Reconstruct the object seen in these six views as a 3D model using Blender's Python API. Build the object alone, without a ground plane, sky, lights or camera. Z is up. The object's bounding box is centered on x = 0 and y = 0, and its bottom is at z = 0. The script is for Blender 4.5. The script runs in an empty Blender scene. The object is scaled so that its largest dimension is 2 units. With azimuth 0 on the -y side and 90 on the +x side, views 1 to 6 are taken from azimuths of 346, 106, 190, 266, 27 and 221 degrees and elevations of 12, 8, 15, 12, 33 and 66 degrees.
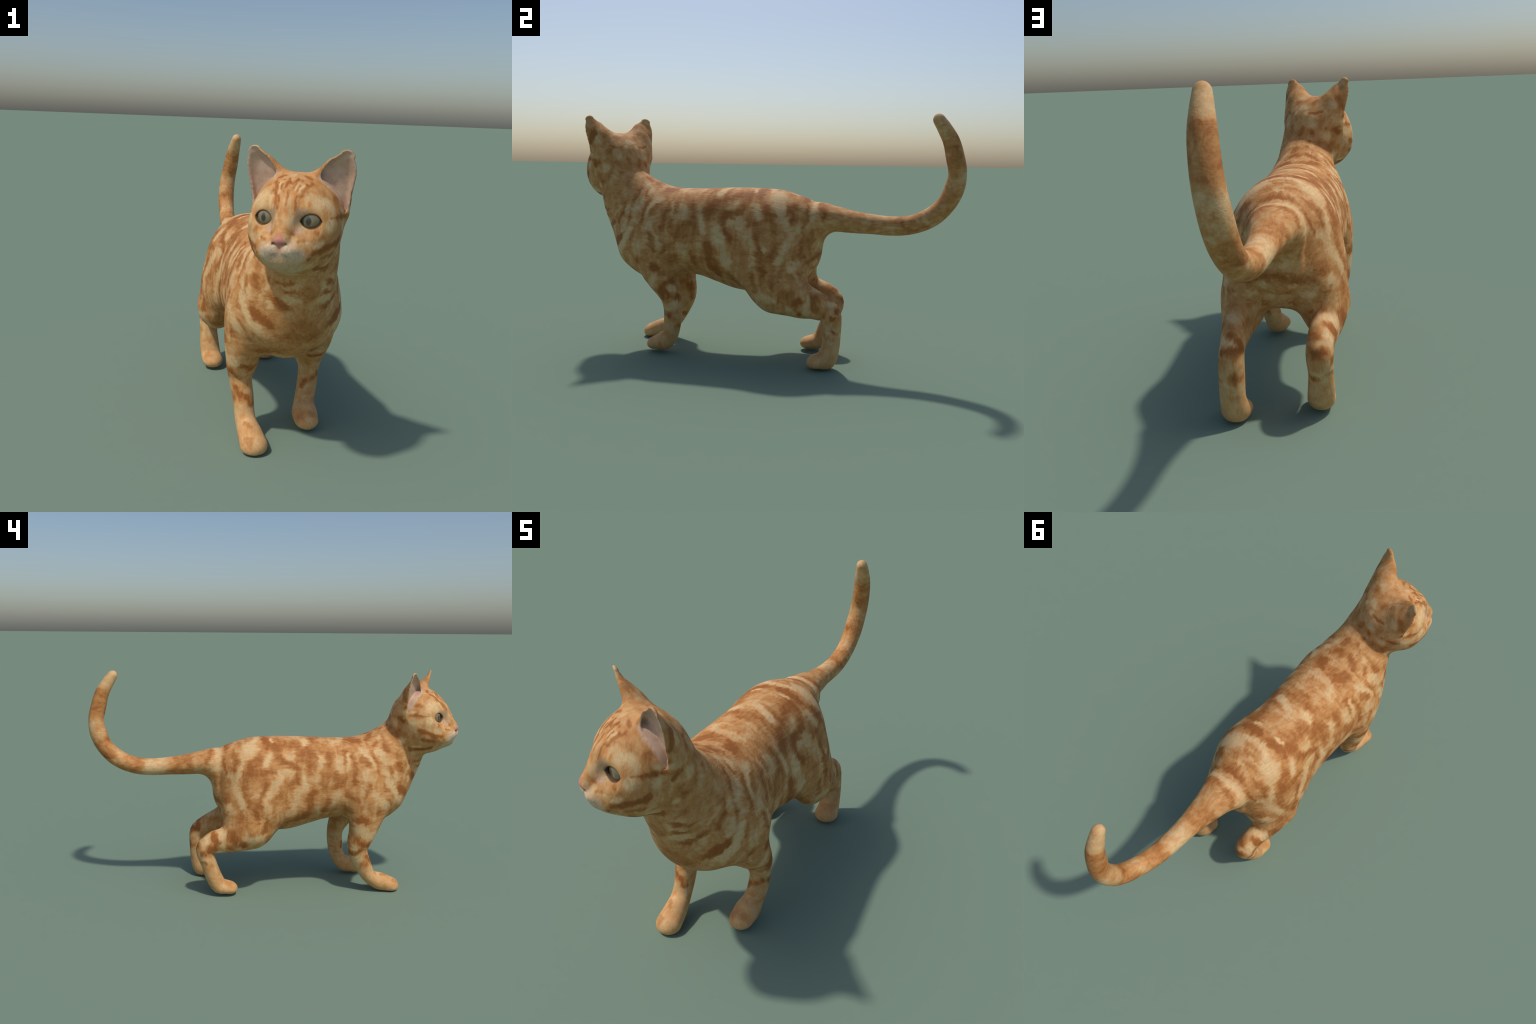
# A ginger tabby cat, walking, head turned to its right, tail curled up.
# The body is one implicit surface (tubes with elliptical sections and
# ellipsoids joined by smooth unions), meshed, then split into named parts.
import bpy, math, time
import numpy as np
from mathutils import Matrix, Vector

T0 = time.time()
H = 0.0039            # mesh cell size

# ------------------------------------------------------------------ helpers
def smin(a, b, k):
    h = np.maximum(k - np.abs(a - b), 0.0) / k
    return np.minimum(a, b) - h * h * k * 0.25

def smax(a, b, k):
    return -smin(-a, -b, k)

def ellipsoid(P, c, r, n=2.0, pitch=0.0):
    q = P - np.asarray(c, dtype=np.float32)
    if pitch:                                   # rotate about x
        cp, sp = math.cos(pitch), math.sin(pitch)
        q = np.stack([q[:, 0], cp * q[:, 1] + sp * q[:, 2], -sp * q[:, 1] + cp * q[:, 2]], 1)
    r = np.asarray(r, dtype=np.float32)
    s = np.abs(q) / r
    rho = np.maximum((s ** n).sum(1) ** (1.0 / n), 1e-4)
    g = np.sqrt((((s ** (n - 1)) * (rho ** (1 - n))[:, None] / r) ** 2).sum(1))
    return (rho - 1.0) / np.maximum(g, 0.25 / r.max())

def catmull(ctrl, sub):
    """smooth interpolation through rows of control values"""
    c = np.asarray(ctrl, dtype=float)
    n = len(c)
    seg = np.sqrt(np.maximum(((np.diff(c[:, :3], axis=0)) ** 2).sum(1), 1e-9))
    t = np.concatenate([[0], np.cumsum(seg)])
    m = np.zeros_like(c)
    for i in range(n):
        a, b = max(i - 1, 0), min(i + 1, n - 1)
        m[i] = (c[b] - c[a]) / (t[b] - t[a])
    out = []
    for i in range(n - 1):
        for j in range(sub):
            u = j / sub
            d = t[i + 1] - t[i]
            h00, h10 = 2*u**3 - 3*u**2 + 1, u**3 - 2*u**2 + u
            h01, h11 = -2*u**3 + 3*u**2, u**3 - u**2
            out.append(h00*c[i] + h10*d*m[i] + h01*c[i+1] + h11*d*m[i+1])
    out.append(c[-1])
    return np.array(out)

class Tube:
    """rows: x, y, z, half width (side), half height up, half height down."""
    def __init__(self, rows, cap0, cap1, n=2.0, sub=5, side=(1, 0, 0), margin=0.10):
        rows = [list(r) + ([r[4]] if len(r) == 5 else []) for r in rows]
        s = catmull(rows, sub).astype(np.float32)
        self.p, self.r = s[:, :3], s[:, 3:6]
        self.cap = (cap0, cap1)
        self.n = n
        t = np.gradient(self.p, axis=0)
        t /= np.linalg.norm(t, axis=1)[:, None]
        sd = np.asarray(side, dtype=np.float32)
        sd = sd - (t @ sd)[:, None] * t
        sd /= np.linalg.norm(sd, axis=1)[:, None]
        self.t, self.s, self.u = t, sd, np.cross(sd, t)
        big = self.r.max() + margin
        self.lo, self.hi = self.p.min(0) - big - max(cap0, cap1)*0, self.p.max(0) + big
        self.lo -= max(cap0, cap1) * 0.5
        self.hi += max(cap0, cap1) * 0.5

    def __call__(self, P):
        out = np.full(len(P), 1.0, dtype=np.float32)
        m = ((P > self.lo) & (P < self.hi)).all(1)
        if m.any():
            out[m] = self.dist(P[m])
        return out

    def dist(self, P):
        best = np.full(len(P), 1e9, dtype=np.float32)
        idx = np.zeros(len(P), dtype=np.float32)
        k = len(self.p) - 1
        for i in range(k):
            a, d = self.p[i], self.p[i+1] - self.p[i]
            q = P - a
            u = (q @ d) / (d @ d)
            lo, hi = (-9 if i == 0 else 0), (9 if i == k-1 else 1)
            uc = np.clip(u, 0, 1)
            dd = ((q - uc[:, None] * d) ** 2).sum(1)
            b = dd < best
            best[b] = dd[b]
            idx[b] = (i + np.clip(u, lo, hi))[b]
        ic = np.clip(idx, 0, k)
        i0 = np.minimum(ic.astype(int), k - 1)
        w = (ic - i0)[:, None]
        lerp = lambda A: A[i0] * (1 - w) + A[i0 + 1] * w
        c, r, s, u, t = lerp(self.p), lerp(self.r), lerp(self.s), lerp(self.u), lerp(self.t)
        q = P - c
        x, y, z = (q * s).sum(1), (q * u).sum(1), (q * t).sum(1)
        ry = np.where(y > 0, r[:, 1], r[:, 2])
        z = np.where(idx < 0, np.minimum(z, 0), np.where(idx > k, np.maximum(z, 0), 0))
        rz = np.where(z < 0, self.cap[0], self.cap[1])
        n = self.n
        sx, sy, sz = np.abs(x) / r[:, 0], np.abs(y) / ry, np.abs(z) / rz
        rho = np.maximum((sx**n + sy**n + sz**n) ** (1 / n), 1e-4)
        f = rho ** (1 - n)
        g = np.sqrt((sx**(n-1)*f/r[:, 0])**2 + (sy**(n-1)*f/ry)**2 + (sz**(n-1)*f/rz)**2)
        return (rho - 1) / np.maximum(g, 0.25 / np.maximum(r.max(1), 0.01))

# --------------------------------------------------------------- head frame
YAW = math.radians(33.0)
LAT = np.array([math.cos(YAW), -math.sin(YAW), 0.0])     # cat's left
FWD = np.array([-math.sin(YAW), -math.cos(YAW), 0.0])    # out of the face
HEAD_O = np.array([-0.045, -0.814, 0.0]) - 0.005 * LAT
HEAD_M = np.stack([LAT, FWD, [0, 0, 1.0]]).astype(np.float32)

def to_head(P):
    return (P - HEAD_O.astype(np.float32)) @ HEAD_M.T

def from_head(q):
    return HEAD_O + np.asarray(q, dtype=float) @ HEAD_M

# -------------------------------------------------------------------- parts
# SHAPES-BEGIN
TORSO = [  # y, top, bottom, half width, height of the widest place
    (-0.580, 0.843, 0.364, 0.194, 0.580), (-0.500, 0.845, 0.382, 0.214, 0.580),
    (-0.400, 0.843, 0.399, 0.214, 0.575), (-0.300, 0.844, 0.393, 0.207, 0.570),
    (-0.200, 0.849, 0.364, 0.202, 0.550), (-0.100, 0.853, 0.336, 0.206, 0.520),
    (0.000, 0.853, 0.332, 0.225, 0.518), (0.100, 0.848, 0.349, 0.228, 0.533),
    (0.160, 0.834, 0.358, 0.212, 0.550), (0.210, 0.808, 0.376, 0.182, 0.575),
    (0.255, 0.779, 0.408, 0.138, 0.590), (0.292, 0.736, 0.458, 0.095, 0.605)]
NECK = [  # x, y, z, half width, half depth to the nape, half depth to the throat
    (0.014, -0.566, 0.589, 0.180, 0.195, 0.160), (0.010, -0.628, 0.685, 0.145, 0.192, 0.170),
    (0.010, -0.704, 0.799, 0.135, 0.164, 0.147), (-0.004, -0.751, 0.885, 0.133, 0.125, 0.117),
    (-0.037, -0.777, 0.957, 0.125, 0.120, 0.109)]
TAIL = [  # x, y, z, half width, half height
    (0.000, 0.080, 0.690, 0.075, 0.075), (-0.002, 0.160, 0.704, 0.086, 0.080),
    (-0.004, 0.240, 0.712, 0.094, 0.080), (-0.004, 0.327, 0.713, 0.093, 0.072),
    (-0.004, 0.398, 0.711, 0.080, 0.062), (0.000, 0.470, 0.701, 0.064, 0.055),
    (0.002, 0.570, 0.693, 0.051, 0.048), (0.006, 0.680, 0.688, 0.047, 0.046),
    (0.012, 0.767, 0.700, 0.046, 0.045), (0.020, 0.850, 0.738, 0.044, 0.046),
    (0.026, 0.913, 0.799, 0.046, 0.043), (0.033, 0.946, 0.870, 0.046, 0.045),
    (0.043, 0.957, 0.946, 0.044, 0.041), (0.053, 0.943, 1.015, 0.042, 0.041),
    (0.060, 0.923, 1.085, 0.039, 0.037), (0.066, 0.890, 1.144, 0.032, 0.032),
    (0.069, 0.869, 1.175, 0.027, 0.028)]
FORELEG_RIGHT = [
    (-0.147, -0.503, 0.496, 0.080, 0.100), (-0.148, -0.517, 0.416, 0.070, 0.076),
    (-0.153, -0.475, 0.306, 0.066, 0.067), (-0.154, -0.465, 0.243, 0.050, 0.054),
    (-0.146, -0.495, 0.161, 0.044, 0.048), (-0.144, -0.540, 0.083, 0.043, 0.039),
    (-0.137, -0.600, 0.050, 0.050, 0.049), (-0.133, -0.658, 0.029, 0.056, 0.043)]
FORELEG_LEFT = [
    (0.149, -0.489, 0.500, 0.085, 0.099), (0.158, -0.470, 0.417, 0.076, 0.087),
    (0.160, -0.415, 0.314, 0.067, 0.056), (0.166, -0.399, 0.244, 0.046, 0.046),
    (0.160, -0.404, 0.161, 0.044, 0.044), (0.146, -0.424, 0.091, 0.045, 0.040),
    (0.138, -0.459, 0.059, 0.055, 0.049), (0.133, -0.506, 0.044, 0.053, 0.035)]
HINDLEG_RIGHT = [
    (-0.149, 0.133, 0.362, 0.092, 0.086), (-0.166, 0.234, 0.318, 0.059, 0.068),
    (-0.158, 0.316, 0.303, 0.051, 0.063), (-0.156, 0.372, 0.263, 0.050, 0.050),
    (-0.157, 0.353, 0.180, 0.046, 0.043), (-0.156, 0.332, 0.118, 0.050, 0.044),
    (-0.151, 0.298, 0.053, 0.052, 0.043), (-0.149, 0.249, 0.039, 0.053, 0.035)]
HINDLEG_LEFT = [
    (0.161, 0.151, 0.365, 0.072, 0.101), (0.160, 0.266, 0.328, 0.058, 0.089),
    (0.157, 0.355, 0.302, 0.047, 0.066), (0.154, 0.411, 0.268, 0.046, 0.052),
    (0.156, 0.420, 0.185, 0.048, 0.045), (0.157, 0.417, 0.105, 0.048, 0.043),
    (0.155, 0.393, 0.047, 0.055, 0.051), (0.159, 0.356, 0.034, 0.060, 0.038)]
EAR = [  # in the head frame: lateral, forward, up, half width, depth back, depth front
    (0.093, -0.023, 1.009, 0.084, 0.085, 0.050), (0.109, -0.014, 1.073, 0.080, 0.072, 0.040),
    (0.137, -0.001, 1.121, 0.065, 0.055, 0.030), (0.158, 0.004, 1.158, 0.053, 0.033, 0.031),
    (0.169, 0.003, 1.190, 0.029, 0.015, 0.020)]
BLOBS = {  # centre and radii; the head's are in the head frame
    "thigh": (0.158, 0.110, 0.440, 0.080, 0.142, 0.164),
    "shoulder": (0.114, -0.512, 0.556, 0.085, 0.114, 0.165),
    "elbow": (0.165, -0.472, 0.420, 0.056, 0.055, 0.078),
    "buttock": (0.101, 0.200, 0.505, 0.080, 0.086, 0.130),
    "skull": (0.000, -0.009, 0.965, 0.163, 0.149, 0.162),
    "jaw": (0.000, 0.042, 0.910, 0.152, 0.118, 0.139),
    "muzzle": (0.000, 0.120, 0.872, 0.096, 0.068, 0.054),
    "pad": (0.028, 0.156, 0.890, 0.036, 0.042, 0.027),
    "chin": (0.000, 0.145, 0.846, 0.035, 0.033, 0.025),
    "nose": (0.000, 0.189, 0.919, 0.024, 0.016, 0.016)}
# SHAPES-END

def spine_x(y, z):
    """middle of the trunk: it bends and rolls a little with the stride"""
    return (np.interp(y, [-0.6, -0.3, 0.0, 0.35], [0.005, -0.001, 0.001, -0.002])
            + np.interp(y, [-0.75, -0.55, -0.3, 0.0, 0.2], [-0.08, 0.0, 0.01, 0.0, 0.0]) * (z - 0.6))

class Slab:
    """stacked sections along y, rounded at both ends"""
    def __init__(self, rows, cap0, cap1, n):
        c = catmull([(0, r[0], 0, r[1], r[2], r[3], r[4]) for r in rows], 12)
        self.y, self.zt, self.zb, self.a, self.zw = c[:, 1], c[:, 3], c[:, 4], c[:, 5], c[:, 6]
        self.cap, self.n = (cap0, cap1), n
    def __call__(self, P):
        y = P[:, 1]
        ip = lambda v: np.interp(y, self.y, v).astype(np.float32)
        a, zw = ip(self.a), ip(self.zw)
        dz = P[:, 2] - zw
        b = np.where(dz > 0, ip(self.zt) - zw, zw - ip(self.zb))
        dy = y - np.clip(y, self.y[0], self.y[-1])
        c = np.where(dy < 0, self.cap[0], self.cap[1]).astype(np.float32)
        n = (1.95 + (self.n - 1.95) * np.clip((dz + 0.15) / 0.20, 0, 1)).astype(np.float32)      # flatter sides above, a keel below
        xc = spine_x(y, P[:, 2])
        sx, sy, sz = np.abs(P[:, 0] - xc) / a, np.abs(dy) / c, np.abs(dz) / b
        rho = np.maximum((sx**n + sy**n + sz**n) ** (1 / n), 1e-4)
        f = rho ** (1 - n)
        g = np.sqrt((sx**(n-1)*f/a)**2 + (sy**(n-1)*f/c)**2 + (sz**(n-1)*f/b)**2)
        return (rho - 1) / np.maximum(g, 1.5)

EYE_C = np.array([0.0815, 0.1135, 0.9775])      # middle of the eye opening
EYE_YAW = math.radians(17.0)                     # opening faces a little outward
EYE_R = 0.055
EYE_ARC, EYE_ZC = 0.0376, 0.0152                  # the almond: two arcs

EAR_RIM = np.array([0.065, 0.013, 1.120], dtype=np.float32)
EAR_FACE = np.array([0.21, 0.965, -0.164], dtype=np.float32)

def build_shapes():
    global torso, neck, tail, legs, ear_outer, nose_bridge
    torso = Slab(TORSO, 0.14, 0.040, 2.22)
    neck = Tube(NECK, 0.1, 0.08)
    tail = Tube(TAIL, 0.05, 0.034, sub=4)
    legs = {"fr": Tube(FORELEG_RIGHT, 0.09, 0.053, sub=4), "fl": Tube(FORELEG_LEFT, 0.09, 0.052, sub=4),
            "hr": Tube(HINDLEG_RIGHT, 0.08, 0.053, sub=4), "hl": Tube(HINDLEG_LEFT, 0.08, 0.053, sub=4)}
    ear_outer = Tube(EAR, 0.05, 0.021, side=(1, 0, -0.35), margin=0.05, sub=4)
    nose_bridge = Tube([(0, 0.110, 1.010, 0.030, 0.034), (0, 0.146, 0.968, 0.026, 0.026),
                        (0, 0.178, 0.932, 0.022, 0.020)], 0.03, 0.012, margin=0.05, sub=4)
build_shapes()

def blob(P, name, side=1, **kw):
    b = BLOBS[name]
    return ellipsoid(P, (b[0] * side, b[1], b[2]), b[3:], **kw)

def eye_coords(q):
    """along the slit, out of the face, up; outer corner at +"""
    d = q - EYE_C.astype(np.float32)
    c, s = math.cos(EYE_YAW), math.sin(EYE_YAW)
    return np.stack([c * d[:, 0] - s * d[:, 1], s * d[:, 0] + c * d[:, 1], d[:, 2]], 1)

def head_dist(P):
    q = to_head(P)
    q[:, 0] = np.abs(q[:, 0])
    d = smin(blob(q, "skull"), blob(q, "jaw"), 0.05)
    d = smin(d, blob(q, "muzzle"), 0.045)
    # hollows in which the eyes lie
    e = eye_coords(q)
    dent = ellipsoid(e, (-0.004, 0.045, 0.004), (0.062, 0.040, 0.044))
    d = smax(d, -dent, 0.022)
    d = smin(d, blob(q, "pad"), 0.022)
    d = smin(d, blob(q, "chin"), 0.020)
    d = smin(d, nose_bridge(q), 0.028)
    d = smin(d, blob(q, "nose"), 0.016)
    # ear: a cone cut off by the plane of its rim, then hollowed to a thin wall
    cone = ear_outer(q)
    rim = (q - EAR_RIM) @ EAR_FACE
    skull = d
    d = smin(d, smax(cone, rim, 0.005), 0.035)
    wall = 0.0090 + 0.02 * np.clip(1.15 - q[:, 2], 0, 0.1)
    d = smax(d, -np.maximum(smax(cone + wall, -0.019 - rim, 0.012), 0.003 - skull), 0.004)
    # eye socket: an almond cut
    al = np.sqrt(e[:, 0]**2 + (np.abs(e[:, 2]) + EYE_ZC)**2) - EYE_ARC
    al = np.maximum(al, np.abs(e[:, 1]) - 0.05)
    d = smax(d, -al, 0.008)
    nostril = ellipsoid(q, (0.0145, 0.200, 0.906), (0.0065, 0.010, 0.0045))
    return smax(d, -nostril, 0.004)

def pieces(P, only=None):
    P = P.astype(np.float32)
    D = {}
    use = lambda k: only is None or k in only
    far = lambda: np.full(len(P), 1.0, dtype=np.float32)
    D["torso"] = torso(P) if use("torso") else far()
    D["neck"] = neck(P) if use("neck") else far()
    D["tail"] = tail(P) if use("tail") else far()
    for k in ("fr", "fl", "hr", "hl"):
        side = 1 if k[1] == "l" else -1
        if not use(k):
            D[k] = far()
        elif k[0] == "f":
            D[k] = smin(legs[k](P), blob(P + np.array([0.012 if side < 0 else -0.012, 0, 0], dtype=np.float32) * (side > 0), "shoulder", side), 0.06)
            if side < 0:
                D[k] = smin(D[k], blob(P, "elbow", side), 0.05)
        else:
            D[k] = smin(legs[k](P), blob(P, "thigh", side, pitch=0.35), 0.07)
            D[k] = smin(D[k], blob(P, "buttock", side), 0.07)
    D["head"] = far()
    if use("head"):
        near = np.linalg.norm(to_head(P) - np.array([0, 0, 0.98], dtype=np.float32), axis=1) < 0.36
        if near.any():
            D["head"][near] = head_dist(P[near])
    return D

def body(P, only=None):
    D = pieces(P, only)
    d = smin(D["torso"], D["neck"], 0.10)
    d = smin(d, D["tail"], 0.085)
    d = smin(d, smin(D["fr"], D["fl"], 0.01), 0.05)
    d = smin(d, smin(D["hr"], D["hl"], 0.01), 0.05)
    d = smin(d, D["head"], 0.045)
    return smax(d, 0.002 - P[:, 2].astype(np.float32), 0.012)

# ------------------------------------------------------------- surface nets
def chunks(fn, P, size=300000):
    return np.concatenate([fn(P[i:i + size]) for i in range(0, len(P), size)]) if len(P) else np.zeros(0, np.float32)

def surface():
    lo = np.array([-0.34, -1.06, -0.03])
    hi = np.array([0.34, 1.04, 1.25])
    B = 6
    nb = np.ceil((hi - lo) / (H * B)).astype(int)
    n = nb * B
    F = np.empty(tuple(n + 1), dtype=np.float32)
    ci = np.stack(np.meshgrid(*[np.arange(k) for k in nb], indexing="ij"), -1).reshape(-1, 3)
    cen = (lo + (ci + 0.5) * B * H).astype(np.float32)
    cd = chunks(body, cen)
    F[...] = 1.0
    sgn = np.where(cd < 0, -1.0, 1.0).astype(np.float32).reshape(tuple(nb))
    F[:-1, :-1, :-1] = np.repeat(np.repeat(np.repeat(sgn, B, 0), B, 1), B, 2)
    act = ci[np.abs(cd) < B * H * 1.35]
    k = np.arange(B + 1)
    off = np.stack(np.meshgrid(k, k, k, indexing="ij"), -1).reshape(-1, 3)
    gi = (act[:, None, :] * B + off[None]).reshape(-1, 3)
    flat = np.unique(np.ravel_multi_index(gi.T, F.shape))
    gi = np.stack(np.unravel_index(flat, F.shape), 1)
    F.reshape(-1)[flat] = chunks(body, (lo + gi * H).astype(np.float32))
    S = F < 0
    c = [S[a:a + n[0], b:b + n[1], d:d + n[2]] for a in (0, 1) for b in (0, 1) for d in (0, 1)]
    alls, anys = c[0].copy(), c[0].copy()
    for x in c[1:]:
        alls &= x
        anys |= x
    cell = np.argwhere(anys & ~alls)
    acc = np.zeros((len(cell), 3))
    cnt = np.zeros(len(cell))
    cor = [np.array([a, b, d]) for a in (0, 1) for b in (0, 1) for d in (0, 1)]
    for i in range(8):
        for j in range(i + 1, 8):
            if np.abs(cor[i] - cor[j]).sum() != 1:
                continue
            fa = F[tuple((cell + cor[i]).T)]
            fb = F[tuple((cell + cor[j]).T)]
            x = (fa < 0) != (fb < 0)
            tt = np.where(x, fa / np.where(x, fa - fb, 1), 0)
            acc[x] += (cor[i] + tt[:, None] * (cor[j] - cor[i]))[x]
            cnt[x] += 1
    V = lo + (cell + acc / cnt[:, None]) * H
    vid = -np.ones(tuple(n), dtype=np.int32)
    vid[tuple(cell.T)] = np.arange(len(cell))
    faces = []
    for ax in range(3):
        b, d = [(1, 2), (2, 0), (0, 1)][ax]
        e = np.zeros(3, int)
        e[ax] = 1
        sl0 = [slice(1, n[i]) for i in range(3)]
        sl0[ax] = slice(0, n[ax])
        sl1 = list(sl0)
        sl1[ax] = slice(1, n[ax] + 1)
        A, Bm = S[tuple(sl0)], S[tuple(sl1)]
        for flip, mask in ((False, A & ~Bm), (True, ~A & Bm)):
            g = np.argwhere(mask)
            base = np.array([1, 1, 1])
            base[ax] = 0
            g = g + base
            def at(db, dd):
                o = g.copy()
                o[:, b] -= db
                o[:, d] -= dd
                return vid[tuple(o.T)]
            q = np.stack([at(1, 1), at(0, 1), at(0, 0), at(1, 0)], 1)
            faces.append(q[:, ::-1] if flip else q)
    Q = np.concatenate(faces)
    Q = Q[(Q >= 0).all(1)]
    return V, Q

def gradient(P, e=0.0015):
    P = P.astype(np.float32)
    g = []
    for a in range(3):
        o = np.zeros(3, np.float32)
        o[a] = e
        g.append(chunks(body, P + o) - chunks(body, P - o))
    return np.stack(g, 1) / (2 * e)

V, Q = surface()
hv = to_head(V.astype(np.float32))
ha = hv.copy()
ha[:, 0] = np.abs(ha[:, 0])
on_head = np.linalg.norm(hv - np.array([0, 0.04, 0.95]), axis=1) < 0.26
on_ear = on_head & (ear_outer(ha) < 0.012) & (ha[:, 2] > 1.03)
fit = np.nonzero(on_head & ~on_ear)[0]           # pull the face exactly onto the surface
for it in range(1):
    p = V[fit].astype(np.float32)
    g = gradient(p)
    step = np.clip(body(p) / np.maximum((g ** 2).sum(1), 0.2), -H * 0.5, H * 0.5)
    V[fit] -= step[:, None] * g
# relax the creases where limb sections meet (strong on the body, weak on the face)
E = np.concatenate([Q[:, [0, 1]], Q[:, [1, 2]], Q[:, [2, 3]], Q[:, [3, 0]]])
E = np.unique(np.sort(E, 1), axis=0)
deg = np.bincount(E.ravel(), minlength=len(V)).astype(float)
def around(A):
    out = np.zeros_like(A)
    for k in range(A.shape[1]):
        out[:, k] = np.bincount(E[:, 0], A[E[:, 1], k], len(V)) + np.bincount(E[:, 1], A[E[:, 0], k], len(V))
    return out / deg[:, None]
relax = np.clip((np.linalg.norm(hv - np.array([0, 0.04, 1.0]), axis=1) - 0.20) / 0.06, 0.0, 1.0)
relax[on_ear] = 0.0
relax = relax[:, None]
for it in range(24):
    w = 1.0 if it == 0 else np.maximum(relax, on_ear[:, None] * (it < 20))
    V = V + 0.55 * (around(V) - V) * w
    V = V - 0.56 * (around(V) - V) * w
FN = np.cross(V[Q[:, 2]] - V[Q[:, 0]], V[Q[:, 3]] - V[Q[:, 1]])
N = np.stack([sum(np.bincount(Q[:, c], FN[:, k], len(V)) for c in range(4)) for k in range(3)], 1)
N /= np.maximum(np.linalg.norm(N, axis=1), 1e-9)[:, None]
print("surface", len(V), len(Q), round(time.time() - T0, 1))

# ------------------------------------------------------------ split in parts
C = V[Q].mean(1)
D = pieces(C.astype(np.float32))
hq = to_head(C.astype(np.float32))
region = np.full(len(Q), "torso", dtype=object)
region[C[:, 1] > 0.02] = "rump"
region[(C[:, 1] < -0.60) & (C[:, 2] + 0.55 * (C[:, 1] + 0.66) > 0.66)] = "neck"
headness = D["head"] - D["neck"]
region[(headness < 0.0) & (C[:, 1] < -0.60) & (C[:, 2] > 0.74)] = "head"
for nm in ("fr", "fl", "hr", "hl"):
    lim = 0.40 if nm[0] == "f" else 0.42
    sidey = (C[:, 0] < 0) if nm[1] == "r" else (C[:, 0] > 0)
    fore = (C[:, 1] < -0.2) if nm[0] == "f" else (C[:, 1] > -0.05)
    region[sidey & fore & (C[:, 2] < lim) & (D[nm] < D["torso"] + 0.0)] = nm
    paw_top = 0.085
    region[(region == nm) & (C[:, 2] < paw_top)] = nm + "_paw"
region[(C[:, 1] > 0.34) & (C[:, 2] > 0.55)] = "tail"
qa = hq.copy()
qa[:, 0] = np.abs(qa[:, 0])
cone_d = ear_outer(qa)
in_ear = (cone_d < -0.0035) & (qa[:, 2] > 1.0) & ((qa - EAR_RIM) @ EAR_FACE < 0.010) & (blob(qa, "skull") > 0.0005)
earm = (region == "head") & (ear_outer(qa) < 0.006) & (qa[:, 2] > 1.045) & (qa[:, 0] > 0.06) & (qa[:, 2] + 0.9 * (qa[:, 0] - 0.10) > 1.085)
region[earm & (hq[:, 0] > 0)] = "ear_l"
region[earm & (hq[:, 0] < 0)] = "ear_r"
noseq = ellipsoid(qa, (0, 0.200, 0.915), (0.021, 0.016, 0.0155))
region[(region == "head") & (noseq < 0.0) & (hq[:, 1] > 0.185)] = "nose"

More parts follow.
